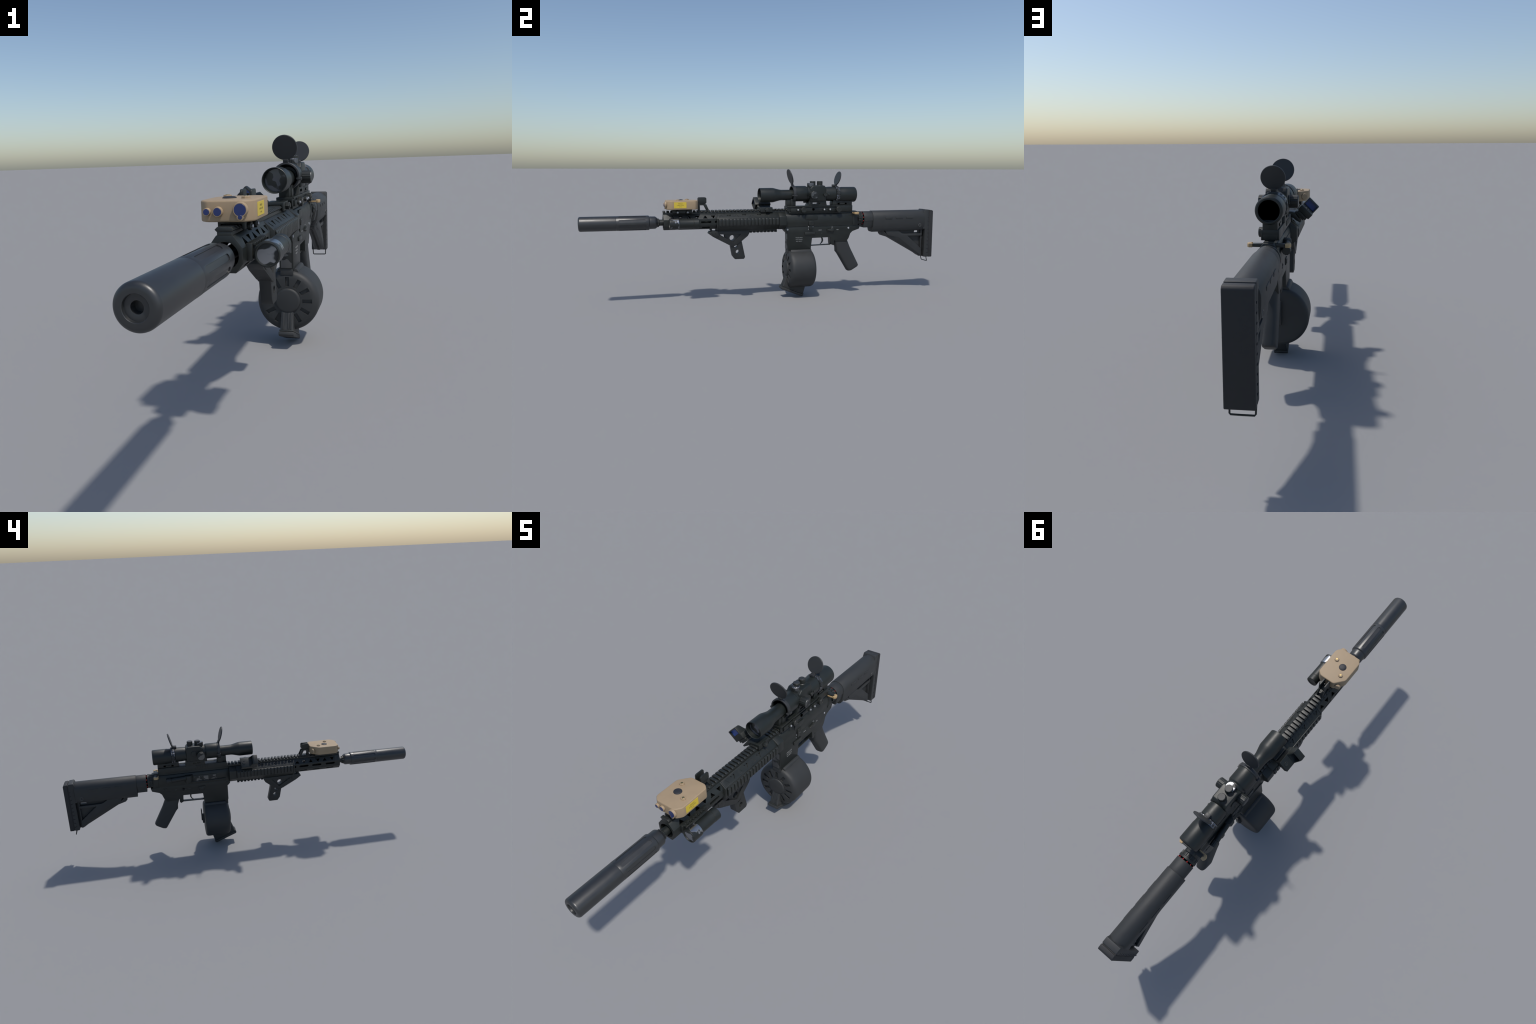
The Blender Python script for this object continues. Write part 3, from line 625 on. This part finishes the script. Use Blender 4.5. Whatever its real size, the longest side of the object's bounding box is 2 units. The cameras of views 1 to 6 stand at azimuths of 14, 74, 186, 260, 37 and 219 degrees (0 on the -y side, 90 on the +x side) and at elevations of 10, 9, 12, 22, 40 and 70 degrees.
# ------------------------------------------------------------------ scope and mount
def build_scope():
    ZO = .5730
    x = X0 - .0005
    tube = [(.024, 0), (.024, .0330), (.0015, .0365), (0, .0378), (.0012, .0392), (.004, .0394), (.0720, .0396), (.0790, .0388), (.0900, .0360), (.1030, .0326), (.1130, .0302), (.1230, .0288), (.2100, .0284), (.2100, 0)]
    s = emit('scope', lathe(tube, (x, -.0615, ZO), (0, 1, 0), 64), 'scope', None, 25)
    emit('objective_lens', lathe([(.0200, 0), (.0204, .020), (.0212, .0336), (.0260, .0336), (.0260, 0)], (x, -.0615, ZO), (0, 1, 0), 48), 'camo_lens', s)
    # offset night-vision sleeve with open front
    emit('sleeve', lathe([(.040, 0), (.040, .0300), (.012, .0375), (.001, .0390), (0, .0405), (.001, .0422), (.012, .0428), (.0770, .0428), (.0800, .0415), (.0850, .0385), (.0980, .0380), (.0980, 0)], (x, .1240, .5795), (0, 1, 0), 64), 'scope', s, 25)
    r = emit('clamp_ring', lathe([(0, .0400), (0, .0445), (.0015, .0460), (.0150, .0460), (.0165, .0445), (.0165, .0410)], (x, .1225, .5790), (0, 1, 0), 56), 'cap', s, 25)
    for side in (1, -1):
        emit('ring_ear', box(*sorted((x + side * .0425, x + side * .0515)), .1230, .1420, .5660, .5750, .0015), 'cap', s)
        emit('ring_screw', disc((x + side * .0500, .1300, .5705), (side, 0, 0), .0032, .0028, .0006, 14), 'rail', s)
    emit('ring_ear_front', box(x + .036, x + .0475, .1140, .1240, .5680, .5740, .001), 'cap', s)
    body = emit('turret_housing', prism('x', [(.2200, .5380), (.2200, .6080), (.2370, .6245), (.3050, .6245), (.3155, .6110), (.3155, .5380)], x - .0360, x + .0360, .0050, 4), 'scope', s, 40)
    emit('turret_base', knurl((x + .0015, .2355, .6130), (0, 0, 1), .0208, .0250, 16, .05), 'camo_ring', s)
    for y in (.2465, .2885):
        emit('turret', knurl((x, y, .6150), (0, 0, 1), .0158, .0325, 14, .06), 'rail', s)
        emit('turret_top', disc((x, y, .6470), (0, 0, 1), .0140, .0012, .0005, 32), 'cap', s)
        emit('turret_foot', disc((x, y, .6160), (0, 0, 1), .0185, .0110, .003, 32), 'scope', s)
    for side, xo in ((1, .0690), (-1, -.0660)):
        k = emit('side_turret', knurl((x + side * .0300, .2350, .5730), (side, 0, 0), .0222, abs(xo) - .0300, 16, .045), 'rail', s)
        emit('side_turret_face', lathe([(0, 0), (0, .0202), (.0014, .0196), (.0014, 0)], (x + xo - side * .0004, .2350, .5730), (side, 0, 0), 36), 'camo', k)
    emit('blanking_disc', disc((x - .0355, .2720, .5830), (-1, 0, 0), .0150, .0045, .0012, 32), 'scope', s)
    emit('lock_screw', knurl((x + .0350, .3070, .5730), (1, 0, 0), .0085, .0105, 8, .06), 'rail', s)
    emit('lock_pin', disc((x + .0300, .3300, .5750), (1, 0, 0), .0050, .0130, .001, 18), 'rail', s)
    # eyepiece
    emit('eyepiece_neck', lathe([(0, 0), (0, .0360), (.003, .0385), (.030, .0405), (.060, .0405), (.062, .0385), (.062, 0)], (x, .3140, .5765), (0, 1, 0), 64), 'scope', s, 25)
    emit('power_ring', knurl((x, .3760, .5745), (0, 1, 0), .0455, .0220, 20, .05), 'camo_ring', s)
    emit('power_ring_band', lathe([(0, .038), (0, .0440), (.001, .0452), (.0075, .0452), (.0085, .044), (.0085, .038)], (x, .3840, .5745), (0, 1, 0), 56), 'cap', s)
    emit('power_lever', box(x - .0060, x + .0060, .3660, .3950, .5240, .5320, .002), 'scope', s)
    R = .0428
    emit('eyepiece', lathe([(0, 0), (0, .0412), (.0190, .0415), (.0270, R), (.1010, R), (.1050, R - .0012), (.1075, R - .0045), (.1080, R - .0080), (.1070, .0328), (.1035, .0326), (.1015, .0395), (.0030, .0395), (.0030, 0)], (x, .3935, .5722), (0, 1, 0), 72), 'scope', s, 25)
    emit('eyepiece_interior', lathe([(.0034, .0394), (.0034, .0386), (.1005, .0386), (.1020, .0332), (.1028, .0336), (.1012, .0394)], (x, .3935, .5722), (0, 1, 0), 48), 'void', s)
    emit('eyepiece_dark_disc', disc((x, .4680, .5722), (0, 1, 0), .0384, .0032, .0005, 48), 'void', s)  # opaque black disc set inside the eyepiece
    # flip-up caps
    def cap(hinge, tip, r, nm):
        h = Vector((x, *hinge)); t = Vector((x, *tip)); ctr = h + (t - h).normalized() * ((t - h).length - r)
        up = (t - h).normalized(); n = Vector((1, 0, 0)).cross(up)
        emit(nm, lathe([(-.0030, 0), (-.0030, r - .0012), (-.0018, r), (.0018, r), (.0030, r - .0012), (.0030, 0)], ctr, n, 64), 'cap', s)
        bm = box(-.0085, .0085, -.0055, .0055, -.0060, .0080, .0015)
        xform(bm, Matrix.Translation(h) @ Matrix(((1, 0, 0), (0, n.y, up.y), (0, n.z, up.z))).to_4x4())
        emit(nm + '_hinge', bm, 'cap', s)
    cap((.1270, .6290), (.1028, .7130), .0415, 'objective_cap')
    cap((.3845, .6230), (.4065, .7010), .0392, 'eyepiece_cap')
    emit('eyepiece_cap_latch', box(x - .010, x + .010, .3640, .3830, .6170, .6290, .0015), 'cap', s)

def build_mount():
    x = X0 - .0010
    m = emit('scope_mount', prism('y', [(x + a, z) for a, z in ((-.0272, .5120), (.0272, .5120), (.0272, .4830), (.0225, .4810), (.0190, .4860), (.0215, .4915), (.0215, .4985), (-.0215, .4985), (-.0215, .4915), (-.0190, .4860), (-.0225, .4810), (-.0272, .4830))], .0900, .4790, .0010), 'alloy')
    emit('mount_edge_strip', box(x + .020, x + .0325, .0905, .3800, .5070, .5135, .0010), 'alloy', m)
    emit('mount_rear_block', box(x - .0278, x + .0278, .3790, .4788, .4800, .5125, .0015), 'alloy', m)
    emit('clamp_bar', box(x + .026, x + .0340, .1080, .3800, .4815, .5000, .0015), 'alloy', m)
    emit('mount_under_bar', box(x + .018, x + .0270, .1000, .4000, .4740, .4820, .0015), 'alloy', m)
    for y in (.1494, .3039, .3383):
        emit('mount_nut', disc((x + .033, y, .4918), (1, 0, 0), .0092, .0085, .0015, 6), 'rail', m, 20)
        emit('mount_bolt', lathe([(0, 0), (0, .0046), (.0030, .0044), (.0045, .0028), (.0050, 0)], (x + .0412, y, .4918), (1, 0, 0), 18), 'pin', m)
    for y in (.1819, .3906):
        emit('clamp_knob', knurl((x + .0320, y, .4913), (1, 0, 0), .0164, .0145, 14, .05), 'rail', m)
        emit('knob_ring', lathe([(0, .0092), (.0014, .0096), (.0014, .0124), (0, .0130)], (x + .0463, y, .4913), (1, 0, 0), 32), 'rail', m)
    emit('mount_dark_disc', disc((x + .0320, .2410, .4935), (1, 0, 0), .0065, .0060, .001, 18), 'void', m)  # small solid black disc on the clamp bar
    # left side: fine vertical ribs
    rib = emit('mount_rib', box(-.0015, .0010, -.0022, .0022, -.0090, .0085, .0006, 1), 'rail', m)
    repeat(rib, [(x - .0278, .1980 + .0095 * i, .5020) for i in range(8)])
    # risers
    f = emit('front_riser', box(x - .0180, x + .0180, .0920, .1430, .5100, .5480, .0020), 'alloy', m)
    emit('riser_column', box(x - .0225, x + .0225, .1120, .1400, .5100, .5520, .0025), 'alloy', m)
    mid = emit('middle_riser', prism('x', [(.2105, .5110), (.3245, .5110), (.3200, .5280), (.3190, .5480), (.2200, .5480), (.2190, .5280)], x - .0285, x + .0285, .0020), 'alloy', m)
    cut(mid, prism('x', rrect(.2380, .2830, .5215, .5305, .002), x - .05, x + .05, 0))
    rear = emit('rear_riser', prism('x', [(.3600, .5110), (.4785, .5110), (.4780, .5420), (.3640, .5420), (.3590, .5280)], x - .0230, x + .0230, .0020), 'alloy', m)
    for side in (1, -1):
        emit('riser_dark_plate', box(*sorted((x + side * .0220, x + side * .0236)), .3900, .4450, .5175, .5270, .0005, 1), 'void', m)  # thin black plate on the riser face, nothing is cut
        emit('riser_button', box(*sorted((x + side * .0225, x + side * .0255)), .4010, .4330, .5190, .5265, .0010), 'rail', m)
    emit('side_arm', box(x - .0260, x - .0180, .2000, .3200, .5270, .5560, .0030), 'alloy', m)

# ------------------------------------------------------------------ offset red dot sight
def build_dot_sight():
    q = math.sqrt(0.5)
    T = Matrix(((q, 0, -q, 0), (0, 1, 0, 0), (q, 0, q, 0), (0, 0, 0, 1)))   # (s, y, u) -> world
    def put(nm, bm, mat, par=None, sharp=32): return emit(nm, xform(bm, T), mat, par, sharp)
    b = put('dot_sight', box(.2820, .3380, -.0670, .0175, .3980, .4220, .0020), 'alloy')
    hood = put('sight_hood', prism('x', [(-.0700, .3980), (-.0745, .4540), (-.0520, .4550), (-.0460, .4500), (-.0290, .4215), (-.0290, .3980)], .2830, .3370, .0020), 'alloy', b)
    hood_cut = xform(prism('y', rrect(.2875, .3325, .4240, .4500, .002), -.12, .02, 0), T)
    cut(hood, hood_cut)
    put('sight_window', box(.2860, .3340, -.0640, -.0610, .4230, .4510, 0, 1), 'glass', b)
    put('brightness_button', lathe([(0, 0), (0, .0092), (.0016, .0088), (.0016, .0070), (.0008, .0066), (.0008, 0)], (.3115, -.0005, .4222), (0, 0, 1), 28), 'rail', b)
    put('sight_foot', box(.2880, .3330, -.0600, .0140, .3860, .3975, .0015), 'alloy', b)
    put('sight_foot_lower', box(.2930, .3380, -.0560, .0080, .3790, .3870, .0015), 'rail', b)
    emit('dot_sight_mount', prism('y', [(.0315, .5085), (.0315, .4820), (.0255, .4790), (.0235, .4860), (.0235, .4985), (-.0140, .4985), (-.0150, .4880), (-.0240, .4850), (-.0500, .4670), (-.0555, .4715), (-.0300, .5060), (-.0200, .5085)], -.0612, .0078, .0016), 'alloy', b)
    emit('mount_knob', disc((.0310, -.0250, .4950), (1, 0, 0), .0125, .0120, .0015, 6), 'rail', b, 20)
    emit('mount_bolt_head', disc((.0425, -.0250, .4950), (1, 0, 0), .0070, .0025, .0008, 20), 'rail', b)

build_suppressor(); build_barrel(); build_handguard(); build_laser(); build_front_sight(); build_light()
build_foregrip(); build_receiver(); build_grip(); build_magazine(); build_stock(); build_scope(); build_mount(); build_dot_sight()
